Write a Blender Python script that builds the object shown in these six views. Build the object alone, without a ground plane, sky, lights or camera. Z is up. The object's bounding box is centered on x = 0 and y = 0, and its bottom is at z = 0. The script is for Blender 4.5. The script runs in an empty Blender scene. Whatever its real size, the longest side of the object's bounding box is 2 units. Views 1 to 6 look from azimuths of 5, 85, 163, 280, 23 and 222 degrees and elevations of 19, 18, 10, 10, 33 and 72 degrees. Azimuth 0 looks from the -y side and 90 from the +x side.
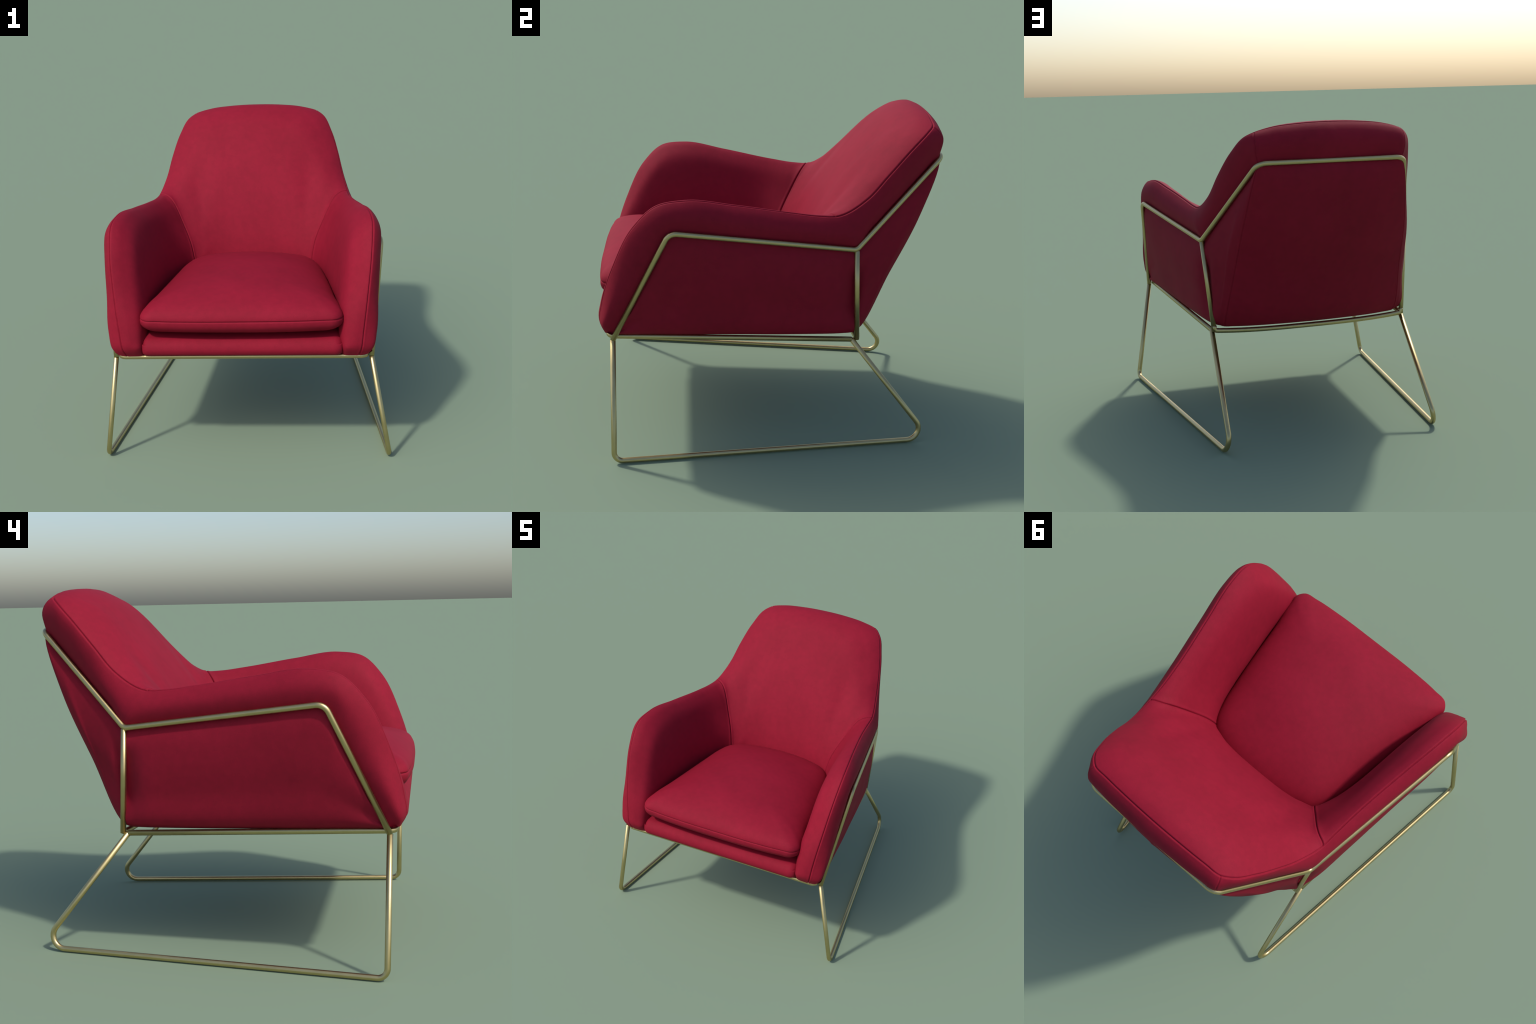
# Upholstered lounge armchair on a bent brass tube frame.
# x: width (symmetric), -y: front, z: up.
import bpy, bmesh, math
import numpy as np
from mathutils import Vector

TUBE = 0.0156                    # radius of the frame tube

# ------------------------------------------------------------------ materials
def new_material(name):
    m = bpy.data.materials.new(name)
    m.use_nodes = True
    nt = m.node_tree
    return m, nt, nt.nodes["Principled BSDF"]

def velvet():
    m, nt, b = new_material("red_velvet")
    N, L = nt.nodes, nt.links
    tc = N.new("ShaderNodeTexCoord")
    soft = N.new("ShaderNodeTexNoise"); soft.inputs["Scale"].default_value = 3.2
    soft.inputs["Detail"].default_value = 4.0; soft.inputs["Roughness"].default_value = 0.55
    fine = N.new("ShaderNodeTexNoise"); fine.inputs["Scale"].default_value = 210.0
    fine.inputs["Detail"].default_value = 3.0
    L.new(tc.outputs["Object"], soft.inputs["Vector"])
    L.new(tc.outputs["Object"], fine.inputs["Vector"])
    ramp = N.new("ShaderNodeValToRGB")
    ramp.color_ramp.elements[0].position = 0.30
    ramp.color_ramp.elements[0].color = VELVET_DARK
    ramp.color_ramp.elements[1].position = 0.72
    ramp.color_ramp.elements[1].color = VELVET_LIGHT
    # crushed pile: broad drifts plus small brushed patches
    patch = N.new("ShaderNodeTexNoise"); patch.inputs["Scale"].default_value = 26.0
    patch.inputs["Detail"].default_value = 5.0; patch.inputs["Roughness"].default_value = 0.6
    L.new(tc.outputs["Object"], patch.inputs["Vector"])
    blend = N.new("ShaderNodeMix"); blend.data_type = 'FLOAT'
    blend.inputs["Factor"].default_value = 0.45
    L.new(soft.outputs["Fac"], blend.inputs["A"]); L.new(patch.outputs["Fac"], blend.inputs["B"])
    L.new(blend.outputs["Result"], ramp.inputs["Fac"])
    grain = N.new("ShaderNodeMapRange")
    grain.inputs["From Min"].default_value = 0.3; grain.inputs["From Max"].default_value = 0.7
    grain.inputs["To Min"].default_value = 0.93; grain.inputs["To Max"].default_value = 1.07
    L.new(fine.outputs["Fac"], grain.inputs["Value"])
    mul = N.new("ShaderNodeVectorMath"); mul.operation = 'SCALE'
    L.new(ramp.outputs["Color"], mul.inputs[0]); L.new(grain.outputs["Result"], mul.inputs["Scale"])
    L.new(mul.outputs["Vector"], b.inputs["Base Color"])
    b.inputs["Roughness"].default_value = 0.75
    b.inputs["Specular IOR Level"].default_value = 0.17
    bump = N.new("ShaderNodeBump"); bump.inputs["Strength"].default_value = 0.06
    bump.inputs["Distance"].default_value = 0.002
    L.new(fine.outputs["Fac"], bump.inputs["Height"])
    L.new(bump.outputs["Normal"], b.inputs["Normal"])
    return m

VELVET_DARK = (0.212, 0.0050, 0.0188, 1)
VELVET_LIGHT = (0.272, 0.0066, 0.0250, 1)

def brass():
    m, nt, b = new_material("brushed_brass")
    N, L = nt.nodes, nt.links
    tc = N.new("ShaderNodeTexCoord")
    n = N.new("ShaderNodeTexNoise"); n.inputs["Scale"].default_value = 14.0
    n.inputs["Detail"].default_value = 4.0
    L.new(tc.outputs["Object"], n.inputs["Vector"])
    r = N.new("ShaderNodeMapRange")
    r.inputs["To Min"].default_value = 0.33; r.inputs["To Max"].default_value = 0.42
    L.new(n.outputs["Fac"], r.inputs["Value"]); L.new(r.outputs["Result"], b.inputs["Roughness"])
    ramp = N.new("ShaderNodeValToRGB")
    ramp.color_ramp.elements[0].color = (0.50, 0.405, 0.19, 1)
    ramp.color_ramp.elements[1].color = (0.58, 0.475, 0.235, 1)
    L.new(n.outputs["Fac"], ramp.inputs["Fac"]); L.new(ramp.outputs["Color"], b.inputs["Base Color"])
    b.inputs["Metallic"].default_value = 1.0
    return m

VELVET = velvet()
BRASS = brass()

# ------------------------------------------------------------------ scene tree
chair = bpy.data.objects.new("armchair", None)
bpy.context.collection.objects.link(chair)
chair["label"] = "red velvet lounge armchair with brass tube sled frame"
chair["category"] = "armchair"

def group(name, parent=chair):
    e = bpy.data.objects.new(name, None)
    bpy.context.collection.objects.link(e); e.parent = parent
    return e

def add_mesh(name, verts, faces, mat, parent=chair, normals=None):
    me = bpy.data.meshes.new(name)
    me.from_pydata([tuple(map(float, v)) for v in verts], [], [tuple(int(i) for i in f) for f in faces])
    me.materials.append(mat)
    me.polygons.foreach_set("use_smooth", [True] * len(me.polygons))
    me.update()
    if normals is not None:
        me.normals_split_custom_set_from_vertices([tuple(map(float, n)) for n in normals])
    o = bpy.data.objects.new(name, me)
    bpy.context.collection.objects.link(o); o.parent = parent
    return o

# ------------------------------------------------------------------ tube frame
def fillet(points, radii, closed=False, steps=14):
    """Polyline with rounded corners."""
    P = [np.array(p, float) for p in points]
    out = []
    n = len(P)
    for i in range(n):
        r = radii[i]
        if (not closed and i in (0, n - 1)) or r <= 0:
            out.append(P[i]); continue
        a, b, c = P[i - 1], P[i], P[(i + 1) % n]
        d1 = (a - b) / np.linalg.norm(a - b); d2 = (c - b) / np.linalg.norm(c - b)
        ang = math.acos(max(-1, min(1, d1 @ d2)))
        t = r / math.tan(ang / 2)
        bis = d1 + d2; bis /= np.linalg.norm(bis)
        cen = b + bis * (r / math.sin(ang / 2))
        e1 = (b + d1 * t - cen) / r; e2 = (b + d2 * t - cen) / r
        w = math.acos(max(-1, min(1, e1 @ e2)))
        for k in range(steps + 1):
            s = k / steps
            out.append(cen + r * (math.sin((1 - s) * w) * e1 + math.sin(s * w) * e2) / math.sin(w))
    return out

def sweep(name, path, parent, radius=TUBE, sides=20):
    """Round tube along a path (parallel transported ring), capped."""
    P = [np.array(p, float) for p in path]
    Q = [P[0]]
    for p in P[1:]:
        if np.linalg.norm(p - Q[-1]) > 1e-5: Q.append(p)
    P = np.array(Q); n = len(P)
    T = np.zeros_like(P)
    T[1:-1] = P[2:] - P[:-2]; T[0] = P[1] - P[0]; T[-1] = P[-1] - P[-2]
    T /= np.linalg.norm(T, axis=1)[:, None]
    u = np.cross(T[0], [0.3, 0.5, 0.81]); u /= np.linalg.norm(u)
    verts, faces = [], []
    for i in range(n):
        u = u - (u @ T[i]) * T[i]; u /= np.linalg.norm(u)
        w = np.cross(T[i], u)
        for k in range(sides):
            a = 2 * math.pi * k / sides
            verts.append(P[i] + radius * (math.cos(a) * u + math.sin(a) * w))
    for i in range(n - 1):
        for k in range(sides):
            k2 = (k + 1) % sides
            faces.append((i * sides + k, i * sides + k2, (i + 1) * sides + k2, (i + 1) * sides + k))
    faces.append(tuple(range(sides - 1, -1, -1)))
    faces.append(tuple((n - 1) * sides + k for k in range(sides)))
    return add_mesh(name, verts, faces, BRASS, parent)

def mir(p): return (-p[0], p[1], p[2])

FOOT_FRONT = (0.903, -0.890, TUBE)
FOOT_REAR = (0.664, 0.997, TUBE)
KNEE = (0.790, -0.897, 0.715)         # front leg meets arm strut
ARM_TOP = (0.861, -0.588, 1.360)      # front bend of the arm rail
ARM_END = (0.679, 0.466, 1.221)       # arm rail meets backrest rail
BACK_TOP = (0.448, 0.972, 1.715)      # upper bend of the backrest rail
RAIL_FRONT = (0.762, -0.922, 0.728)
RAIL_REAR = (0.638, 0.480, 0.657)
POST_FOOT = (0.630, 0.512, 0.660)

frame = group("tube_frame")

def build_frame():
    for side in (1, -1):
        s = (lambda p: p) if side == 1 else mir
        # sled leg: rear leg from the seat rail, floor runner, front leg up to the knee
        leg = fillet([s(RAIL_REAR), s(FOOT_REAR), s(FOOT_FRONT), s(KNEE)], [0, 0.07, 0.05, 0])
        sweep("sled_leg", leg, frame)
        sweep("rear_post", [s((0.677, 0.470, 1.215)), s((POST_FOOT[0], POST_FOOT[1], 0.655))], frame)
    half = [KNEE, ARM_TOP, ARM_END, BACK_TOP]
    loop = half + [mir(p) for p in reversed(half)]
    r = [0, 0.06, 0.045, 0.07, 0.07, 0.045, 0.06, 0]
    sweep("arm_and_back_rail", fillet(loop, r), frame)
    seat = [RAIL_REAR, RAIL_FRONT, mir(RAIL_FRONT), mir(RAIL_REAR)]
    sweep("seat_rail", fillet(seat, [0, 0.035, 0.035, 0]), frame)
    # rear cross bar sags a little between the posts
    bar = []
    for k in range(41):
        t = -1 + k / 20
        bar.append((POST_FOOT[0] * t, POST_FOOT[1], 0.660 - 0.022 * (1 - abs(t) ** 3)))
    bar = [(-POST_FOOT[0], POST_FOOT[1], 0.69)] + bar + [(POST_FOOT[0], POST_FOOT[1], 0.69)]
    rad = [0] + [0.02] + [0] * 39 + [0.02] + [0]
    sweep("rear_cross_bar", fillet(bar, rad, steps=6), frame)

build_frame()

# ------------------------------------------------------------------ upholstered shell
# Stations run along the padded edge: up the front of the arm, back along its top,
# up the side of the backrest, round its corner and to the centre line.
SEAM = [(.712, -.945, .742), (.728, -.972, .795), (.742, -.962, .900), (.775, -.890, 1.150), (.800, -.782, 1.374),
        (.807, -.660, 1.494), (.790, -.503, 1.522), (.743, -.237, 1.488), (.692, .087, 1.436), (.676, .250, 1.414),
        (.670, .343, 1.412), (.634, .520, 1.505), (.603, .637, 1.632), (.555, .765, 1.768),
        (.494, .868, 1.862), (.446, .903, 1.887), (.350, .914, 1.912), (.180, .923, 1.930), (0, .926, 1.935)]
SHOULDER = [(.645, -.945, .742), (.650, -.982, .797), (.655, -.971, .900), (.690, -.868, 1.150), (.706, -.742, 1.374),
        (.717, -.640, 1.470), (.703, -.490, 1.496), (.667, -.225, 1.456), (.627, .085, 1.406), (.601, .237, 1.401),
        (.600, .304, 1.408), (.557, .434, 1.506), (.518, .540, 1.620), (.456, .655, 1.760),
        (.392, .738, 1.855), (.354, .768, 1.882), (.278, .786, 1.904), (.150, .793, 1.924), (0, .796, 1.930)]
INNER_HIGH = [(.605, -.905, .742), (.603, -.922, .795), (.600, -.908, .900), (.626, -.802, 1.125), (.638, -.692, 1.290),
        (.636, -.590, 1.345), (.620, -.450, 1.345), (.594, -.200, 1.310), (.548, .066, 1.270), (.503, .160, 1.240),
        (.484, .189, 1.222), (.442, .309, 1.361), (.407, .415, 1.478), (.355, .494, 1.592),
        (.300, .548, 1.674), (.260, .566, 1.701), (.200, .574, 1.714), (.100, .578, 1.726), (0, .579, 1.730)]
INNER_LOW = [(.600, -.860, .742), (.598, -.850, .795), (.590, -.800, .880), (.583, -.680, .950), (.575, -.560, 1.000),
        (.565, -.500, 1.020), (.548, -.400, 1.020), (.514, -.180, 1.020), (.462, .010, 1.020), (.425, .080, 1.000),
        (.410, .098, .990), (.380, .135, 1.055), (.340, .170, 1.120), (.300, .205, 1.175),
        (.250, .232, 1.215), (.220, .242, 1.228), (.170, .250, 1.236), (.085, .255, 1.243), (0, .257, 1.246)]
INNER_FOOT = [(.598, -.820, .742), (.596, -.800, .745), (.590, -.750, .750), (.580, -.640, .760), (.570, -.540, .760),
        (.560, -.480, .760), (.545, -.390, .760), (.505, -.180, .760), (.450, .000, .760), (.415, .050, .760),
        (.400, .060, .760), (.370, .070, .760), (.335, .070, .760), (.290, .070, .760),
        (.240, .070, .760), (.210, .070, .760), (.160, .070, .760), (.080, .070, .760), (0, .070, .760)]
HEM = [(.766, -.915, .745), (.768, -.895, .743), (.764, -.850, .738), (.752, -.760, .732), (.740, -.640, .727),
        (.733, -.540, .723), (.724, -.420, .720), (.702, -.200, .712), (.671, .120, .700), (.640, .390, .692),
        (.628, .466, .694), (.614, .492, .692), (.603, .498, .690), (.592, .503, .688),
        (.578, .508, .684), (.560, .513, .682), (.440, .538, .679), (.220, .555, .676), (0, .559, .675)]
# where each station meets the tube: (segment of the rail, fraction)
ON_TUBE = [(0, .035), (0, .08), (0, .22), (0, .50), (0, .78), (0, .965), (1, .09), (1, .34), (1, .65), (1, .92),
        (1, 1.0), (2, .20), (2, .45), (2, .71), (2, .92), (2, 1.0), (3, .25), (3, .62), (3, 1.0)]
RAIL = [np.array(p) for p in (KNEE, ARM_TOP, ARM_END, BACK_TOP, (0, .985, 1.715))]
ARM_BACK = 10     # station of the seam between arm lining and backrest
CORNER = 15       # station of the seam at the backrest corner

def tube_point(seg, f):
    return RAIL[seg] * (1 - f) + RAIL[seg + 1] * f

def unit(v): return v / np.linalg.norm(v, axis=-1, keepdims=True)

def control_rows():
    S, SH, IH, IL, IF, HM = [np.array(a, float) for a in (SEAM, SHOULDER, INNER_HIGH, INNER_LOW, INNER_FOOT, HEM)]
    n = len(S)
    F = np.array([tube_point(*q) for q in ON_TUBE])
    # outward direction: away from the chair's middle, across the tube
    tang = np.gradient(F, axis=0); tang[:] = unit(tang)
    across = S - F
    out = np.cross(tang, across)
    ref = F - np.array([0, -.05, 1.1])
    out *= np.sign(np.sum(out * ref, axis=1))[:, None]
    out = unit(out)
    toS = unit(across - np.sum(across * tang, 1)[:, None] * tang)
    down = HM - F
    lenD = np.linalg.norm(down, axis=1)[:, None]
    toH = down / np.maximum(lenD, 1e-6)
    width = np.linalg.norm(S - F, axis=1)[:, None]
    rows = {}
    crease = F - out * 0.020
    o2 = F + toS * np.minimum(.030, width * .3) + out * BAND_LOW[:, None]
    o1 = S * .50 + F * .50 + out * BAND_BULGE[:, None]
    l1 = F + toH * np.minimum(.026, lenD * .3) + out * TUCK[:, None]
    p = np.minimum(lenD, 1)
    l2 = F * .66 + HM * .34 + out * PANEL_HIGH[:, None]
    l3 = F * .33 + HM * .67 + out * PANEL_LOW[:, None]
    h1 = HM + np.array([0, 0, .0])
    # underside: turn in under the hem
    inward = np.array([-.55, 0, 0]) * np.ones((n, 1))
    for i in range(n):
        k = i / (n - 1)
        if i >= ARM_BACK:
            f = (i - ARM_BACK) / (n - 1 - ARM_BACK)
            inward[i] = np.array([-.55 * (1 - f), -.55, 0])
    inward = unit(inward)
    u1 = HM + inward * .035 - np.array([0, 0, .012])
    u2 = HM * .45 + IF * .55; u2[:, 2] = HM[:, 2] - .004
    return [IF, IL, IH, SH, S, o1, o2, crease, l1, l2, l3, h1, u1, u2]

BAND_LOW = np.array([.008, .014, .018, .010, .004, .000, .004, .008, .008, .007, .005, .002, -.002, -.004, -.004, -.002, .002, .004, .004])
BAND_BULGE = np.array([.028, .048, .054, .036, .030, .029, .033, .036, .035, .033, .030, .022, .016, .016, .020, .032, .044, .047, .047])
PANEL_HIGH = np.array([.0, .0, .008, .018, .023, .025, .028, .030, .030, .020, -.012, .018, .026, .034, .042, .048, .074, .084, .086])
PANEL_LOW = np.array([.0, .0, .008, .018, .025, .027, .030, .032, .032, .024, -.012, .016, .021, .026, .031, .036, .051, .058, .060])
TUCK = np.array([-.008] * 15 + [-.004, .004, .006, .006])      # panel edge just below the tube

def tangents(P, axis, s):
    """Catmull-Rom style tangents for knots s along an axis."""
    P = np.moveaxis(P, axis, 0)
    d = (P[1:] - P[:-1]) / (s[1:] - s[:-1]).reshape(-1, *([1] * (P.ndim - 1)))
    h = (s[1:] - s[:-1]).reshape(-1, *([1] * (P.ndim - 1)))
    T = np.empty_like(P)
    T[1:-1] = (d[:-1] * h[1:] + d[1:] * h[:-1]) / (h[1:] + h[:-1])
    T[0] = d[0]; T[-1] = d[-1]
    return np.moveaxis(T, 0, axis)

def resample(P, axis, s, q, end_flat=False):
    """Cubic Hermite resampling of a control grid along one axis at parameters q."""
    T = tangents(P, axis, s)
    P0 = np.moveaxis(P, axis, 0); T0 = np.moveaxis(T, axis, 0).copy()
    if end_flat:
        T0[-1][..., 1] = 0; T0[-1][..., 2] = 0     # smooth across the centre line
    out = []
    for x in q:
        i = int(np.clip(np.searchsorted(s, x, side='right') - 1, 0, len(s) - 2))
        h = s[i + 1] - s[i]; t = (x - s[i]) / h
        out.append((2*t**3-3*t**2+1)*P0[i] + (t**3-2*t**2+t)*h*T0[i] + (-2*t**3+3*t**2)*P0[i+1] + (t**3-t**2)*h*T0[i+1])
    return np.moveaxis(np.array(out), 0, axis)

def sample_params(s, per, fine_at, near):
    q, idx = [], {}
    for i in range(len(s) - 1):
        fr = set(np.linspace(0, 1, per[i] + 1)[:-1].round(5))
        h = s[i + 1] - s[i]
        if i in fine_at: fr |= {round(min(.45, d / h), 5) for d in near}
        if i + 1 in fine_at: fr |= {round(max(.55, 1 - d / h), 5) for d in near}
        fr = sorted(fr)
        idx[i] = len(q)
        q += [s[i] + f * h for f in fr]
    idx[len(s) - 1] = len(q)
    q.append(s[-1])
    return q, idx

def build_shell():
    rows = control_rows()
    G = np.array(rows)                       # [row, station, xyz]
    st = np.concatenate([[0], np.cumsum(np.linalg.norm(np.diff(G[4], axis=0), axis=1))])
    pr = np.concatenate([[0], np.cumsum(np.median(np.linalg.norm(np.diff(G, axis=0), axis=2), axis=1))])
    near = [.0025, .005, .008, .013, .022]
    qs, sidx = sample_params(st, [max(3, int(np.ceil((st[i+1]-st[i]) / .016))) for i in range(len(st)-1)],
                             {ARM_BACK, CORNER}, near)
    qp, pidx = sample_params(pr, [max(3, int(np.ceil((pr[i+1]-pr[i]) / .020))) for i in range(len(pr)-1)],
                             {4}, near)
    D = resample(G, 1, st, qs, end_flat=True)
    D = resample(D, 0, pr, qp)
    R, S = D.shape[:2]
    seam_r, crease_r, hem_r = pidx[4], pidx[7], pidx[11]
    arm_c, cor_c = sidx[ARM_BACK], sidx[CORNER]
    # light relaxation, keeping the tube crease, ends and centre line
    for it in range(6):
        L = D.copy()
        L[1:-1, 1:-1] = (D[:-2, 1:-1] + D[2:, 1:-1] + D[1:-1, :-2] + D[1:-1, 2:]) / 4
        w = np.full((R, S, 1), .0)
        w[1:-1, 1:-1] = .5
        w[crease_r-2:crease_r+3] = 0
        w[seam_r-7:seam_r+8] *= .3
        w[:, arm_c-6:arm_c+7] *= .3; w[:, cor_c-6:cor_c+7] *= .3
        D = D + (L - D) * w
    # extra relaxation of the broad inner padding, mirrored across the centre line
    r0, r1 = pidx[1] - 2, pidx[3] + 2
    for it in range(40):
        M = np.concatenate([D, D[:, -2:-3:-1] * np.array([-1, 1, 1])], axis=1)
        L = (M[:-2, 1:-1] + M[2:, 1:-1] + M[1:-1, :-2] + M[1:-1, 2:]) / 4
        w = np.zeros((R, S, 1))
        w[r0:r1, 6:] = .5
        w[:, arm_c-7:arm_c+8] *= .12
        D[1:-1, 1:] += (L - D[1:-1, 1:]) * w[1:-1, 1:]
    D[:, -1, 0] = 0
    # surface normals of the half grid
    du = np.gradient(D, axis=0); dv = np.gradient(D, axis=1)
    N = np.cross(du, dv); ln = np.linalg.norm(N, axis=2, keepdims=True)
    N = N / np.maximum(ln, 1e-9)
    if N[seam_r, S // 2, 2] < 0: N = -N
    # stitched seams: narrow grooves with a slight pucker
    def groove(dist, depth, width):
        return -depth * np.exp(-(dist / width) ** 2) + depth * .25 * np.exp(-((dist - 3.2 * width) / (1.6 * width)) ** 2)
    dseam = np.linalg.norm(D - D[seam_r][None], axis=2)
    off = groove(dseam, .006, .0030)
    darm = np.linalg.norm(D - D[:, arm_c][:, None], axis=2)
    off[:seam_r+1] += groove(darm, .007, .0034)[:seam_r+1]
    dcor = np.linalg.norm(D - D[:, cor_c][:, None], axis=2)
    off[seam_r:hem_r+1] += groove(dcor, .0035, .0026)[seam_r:hem_r+1]
    D = D + N * off[..., None]
    D[:, -1, 0] = 0
    # whole body: right half and mirrored left half in one vertex table
    Vr = D.reshape(-1, 3)
    Vl = Vr * np.array([-1, 1, 1])
    V = np.concatenate([Vr, Vl])
    base = len(Vr)
    def vid(r, s, left):
        return r * S + s + (base if left and s != S - 1 else 0)
    flip = np.sum(np.cross(D[seam_r+1, S//2]-D[seam_r, S//2], D[seam_r, S//2+1]-D[seam_r, S//2]) * N[seam_r, S//2]) < 0
    regions = {}
    def put(key, f): regions.setdefault(key, []).append(f)
    for left in (False, True):
        tag = "L" if left else "R"
        for r in range(R):
            r2 = (r + 1) % R
            for s in range(S - 1):
                q = [vid(r, s, left), vid(r2, s, left), vid(r2, s+1, left), vid(r, s+1, left)]
                if flip != left: q.reverse()
                if r < seam_r: key = ("armrest_lining", tag) if s < arm_c else ("backrest_front", "")
                elif r < crease_r: key = ("armrest_border", tag) if s < cor_c else ("backrest_top_border", "")
                elif r < hem_r: key = ("armrest_side_panel", tag) if s < arm_c else ("backrest_rear_panel", "")
                else: key = ("dust_cover", "")
                put(key, q)
        cap = [vid(r, 0, left) for r in range(R)]
        if not (flip != left): cap.reverse()
        put(("armrest_lining", tag), cap)
    # vertex normals of the whole body
    VN = np.zeros_like(V)
    for fs in regions.values():
        for f in fs:
            if len(f) > 4: continue
            p = V[f]; n = np.cross(p[2] - p[0], p[3] - p[1])
            VN[f] += n
    VN /= np.maximum(np.linalg.norm(VN, axis=1, keepdims=True), 1e-12)
    shell = group("upholstered_shell")
    for (name, _), fs in regions.items():
        used = sorted({i for f in fs for i in f})
        mp = {g: k for k, g in enumerate(used)}
        add_mesh(name, V[used], [[mp[i] for i in f] for f in fs], VELVET, shell, VN[used])

build_shell()

# ------------------------------------------------------------------ seat
def smooth_noise(x, y, seed):
    rng = np.random.default_rng(seed)
    v = 0
    for k in range(6):
        a, b, p, q = rng.uniform(2, 7), rng.uniform(2, 7), rng.uniform(0, 6.3), rng.uniform(0, 6.3)
        v = v + np.sin(a * x + p) * np.sin(b * y + q)
    return v / 6

def cushion_outline(n=240):
    """Plan of the seat cushion: wide bowed front, tapering to a narrower back, rounded corners."""
    key = [(0, -1.000), (.30, -.997), (.50, -.983), (.585, -.968), (.615, -.93), (.613, -.85), (.579, -.66), (.547, -.43),
           (.511, -.21), (.471, -.02), (.438, .066), (.388, .127), (.29, .170), (.12, .205), (0, .212)]
    K = np.array(key)
    s = np.concatenate([[0], np.cumsum(np.linalg.norm(np.diff(K, axis=0), axis=1))])
    T = tangents(K, 0, s); T[0] = (1, 0); T[-1] = (-1, 0)
    out = []
    for x in np.linspace(0, s[-1], n // 2 + 1):
        i = int(np.clip(np.searchsorted(s, x, side='right') - 1, 0, len(s) - 2))
        h = s[i+1] - s[i]; t = (x - s[i]) / h
        out.append((2*t**3-3*t**2+1)*K[i] + (t**3-2*t**2+t)*h*T[i] + (-2*t**3+3*t**2)*K[i+1] + (t**3-t**2)*h*T[i+1])
    out = np.array(out)
    return np.concatenate([out, (out[1:-1] * np.array([-1, 1]))[::-1]])

def build_cushion():
    O = cushion_outline(); n = len(O)
    cen = np.array([0, -.42])
    rings = []
    # angle -90 (bottom centre) .. 0 (seam) .. 90 (top centre)
    angs = np.concatenate([np.linspace(-90, -6, 26), [-4, -2.6, -1.5, -.7, 0, .7, 1.5, 2.6, 4], np.linspace(6, 90, 40)])
    top_edge = lambda y: np.interp(y, [-1, -.5, .15], [.985, .965, .950])
    V = []
    for a in angs:
        t = math.radians(abs(a))
        p = 2 / 3.0
        s = math.cos(t) ** (2 / (5.0 if a < 0 else 2.25)) if a not in (-90, 90) else 0.0
        q = math.sin(t) ** (2 / (2.2 if a < 0 else 2.0))
        # inner rings grow rounder than the outline
        w = min(1.0, (1 - s) / .5); w = w * w * (3 - 2 * w) if a > 0 else 0.0
        th = np.arctan2((O - cen)[:, 1] / .57, (O - cen)[:, 0] / .53)
        ell = np.column_stack([.53 * np.cos(th), .57 * np.sin(th)])
        XY = cen + ((O - cen) * (1 - w) + ell * w) * s
        ze = top_edge(O[:, 1])
        if a >= 0:
            crown = np.interp(XY[:, 1], [-1, -.8, -.4, .1], [.165, .180, .178, .180])
            z = ze * (1 - q) + (np.interp(XY[:, 1], [-1, -.5, .15], [.985, .970, .955]) + crown) * q
        else:
            z = ze - .130 * q
        groove = .006 * math.exp(-(a / 1.1) ** 2)
        nrm = unit(O - cen)
        XY = XY - nrm * groove
        if a < 0: XY = XY + nrm * (.010 * math.sin(math.pi * min(1, -a / 60)))
        wob = smooth_noise(XY[:, 0] * 1.3, XY[:, 1] * 1.3, 5) * .010 * (1 if a > 0 else .5) * min(1, abs(a) / 20)
        V.append(np.column_stack([XY, z + wob]))
    V = np.array(V)
    m = len(angs)
    verts = list(V[1:-1].reshape(-1, 3)); faces = []
    for i in range(m - 3):
        for k in range(n):
            k2 = (k + 1) % n
            faces.append((i*n+k, i*n+k2, (i+1)*n+k2, (i+1)*n+k))
    b = len(verts); verts.append(V[0].mean(0)); verts.append(V[-1].mean(0))
    for k in range(n):
        k2 = (k + 1) % n
        faces.append((b, k2, k)); faces.append((b + 1, (m-3)*n+k, (m-3)*n+k2))
    add_mesh("seat_cushion", verts, faces, VELVET)

def build_base():
    """Upholstered seat base between the arms; its padded front shows under the cushion."""
    # profile in (y, z) from the rear underside round the front to the rear top
    prof = [(.05, .745), (-.60, .742), (-.90, .742), (-.948, .746), (-.970, .758), (-.980, .783), (-.970, .820),
            (-.942, .846), (-.89, .860), (-.60, .862), (.05, .862)]
    P = np.array(prof)
    s = np.concatenate([[0], np.cumsum(np.linalg.norm(np.diff(P, axis=0), axis=1))])
    q = []
    for i in range(len(s) - 1): q += list(np.linspace(s[i], s[i+1], 7)[:-1])
    q.append(s[-1])
    C = resample(P, 0, s, q)
    xs = np.concatenate([-.614 + .05 * (1 - np.cos(np.linspace(0, math.pi/2, 10))), np.linspace(-.555, .555, 30), (.614 - .05 * (1 - np.cos(np.linspace(0, math.pi/2, 10))))[::-1]])
    cy, cz = -.45, .82
    verts, faces = [], []
    m = len(C)
    for x in xs:
        e = max(0, (abs(x) - .562) / .052)
        rnd = 1 - math.sqrt(max(0, 1 - e * e))
        taper = 1.0
        for y, z in C:
            yy = y + rnd * .035 * (1 if y < -.5 else 0)
            zz = z - rnd * .03 * (1 if z > .82 else -.2)
            xx = x * np.interp(yy, [-.9, -.4, .05], [1, .97, .80])
            verts.append((xx, yy, zz))
    for i in range(len(xs) - 1):
        for k in range(m):
            k2 = (k + 1) % m
            faces.append((i*m+k, (i+1)*m+k, (i+1)*m+k2, i*m+k2))
    faces.append(tuple(range(m))); faces.append(tuple((len(xs)-1)*m + k for k in range(m-1, -1, -1)))
    add_mesh("seat_base", verts, faces, VELVET)

build_cushion()
build_base()
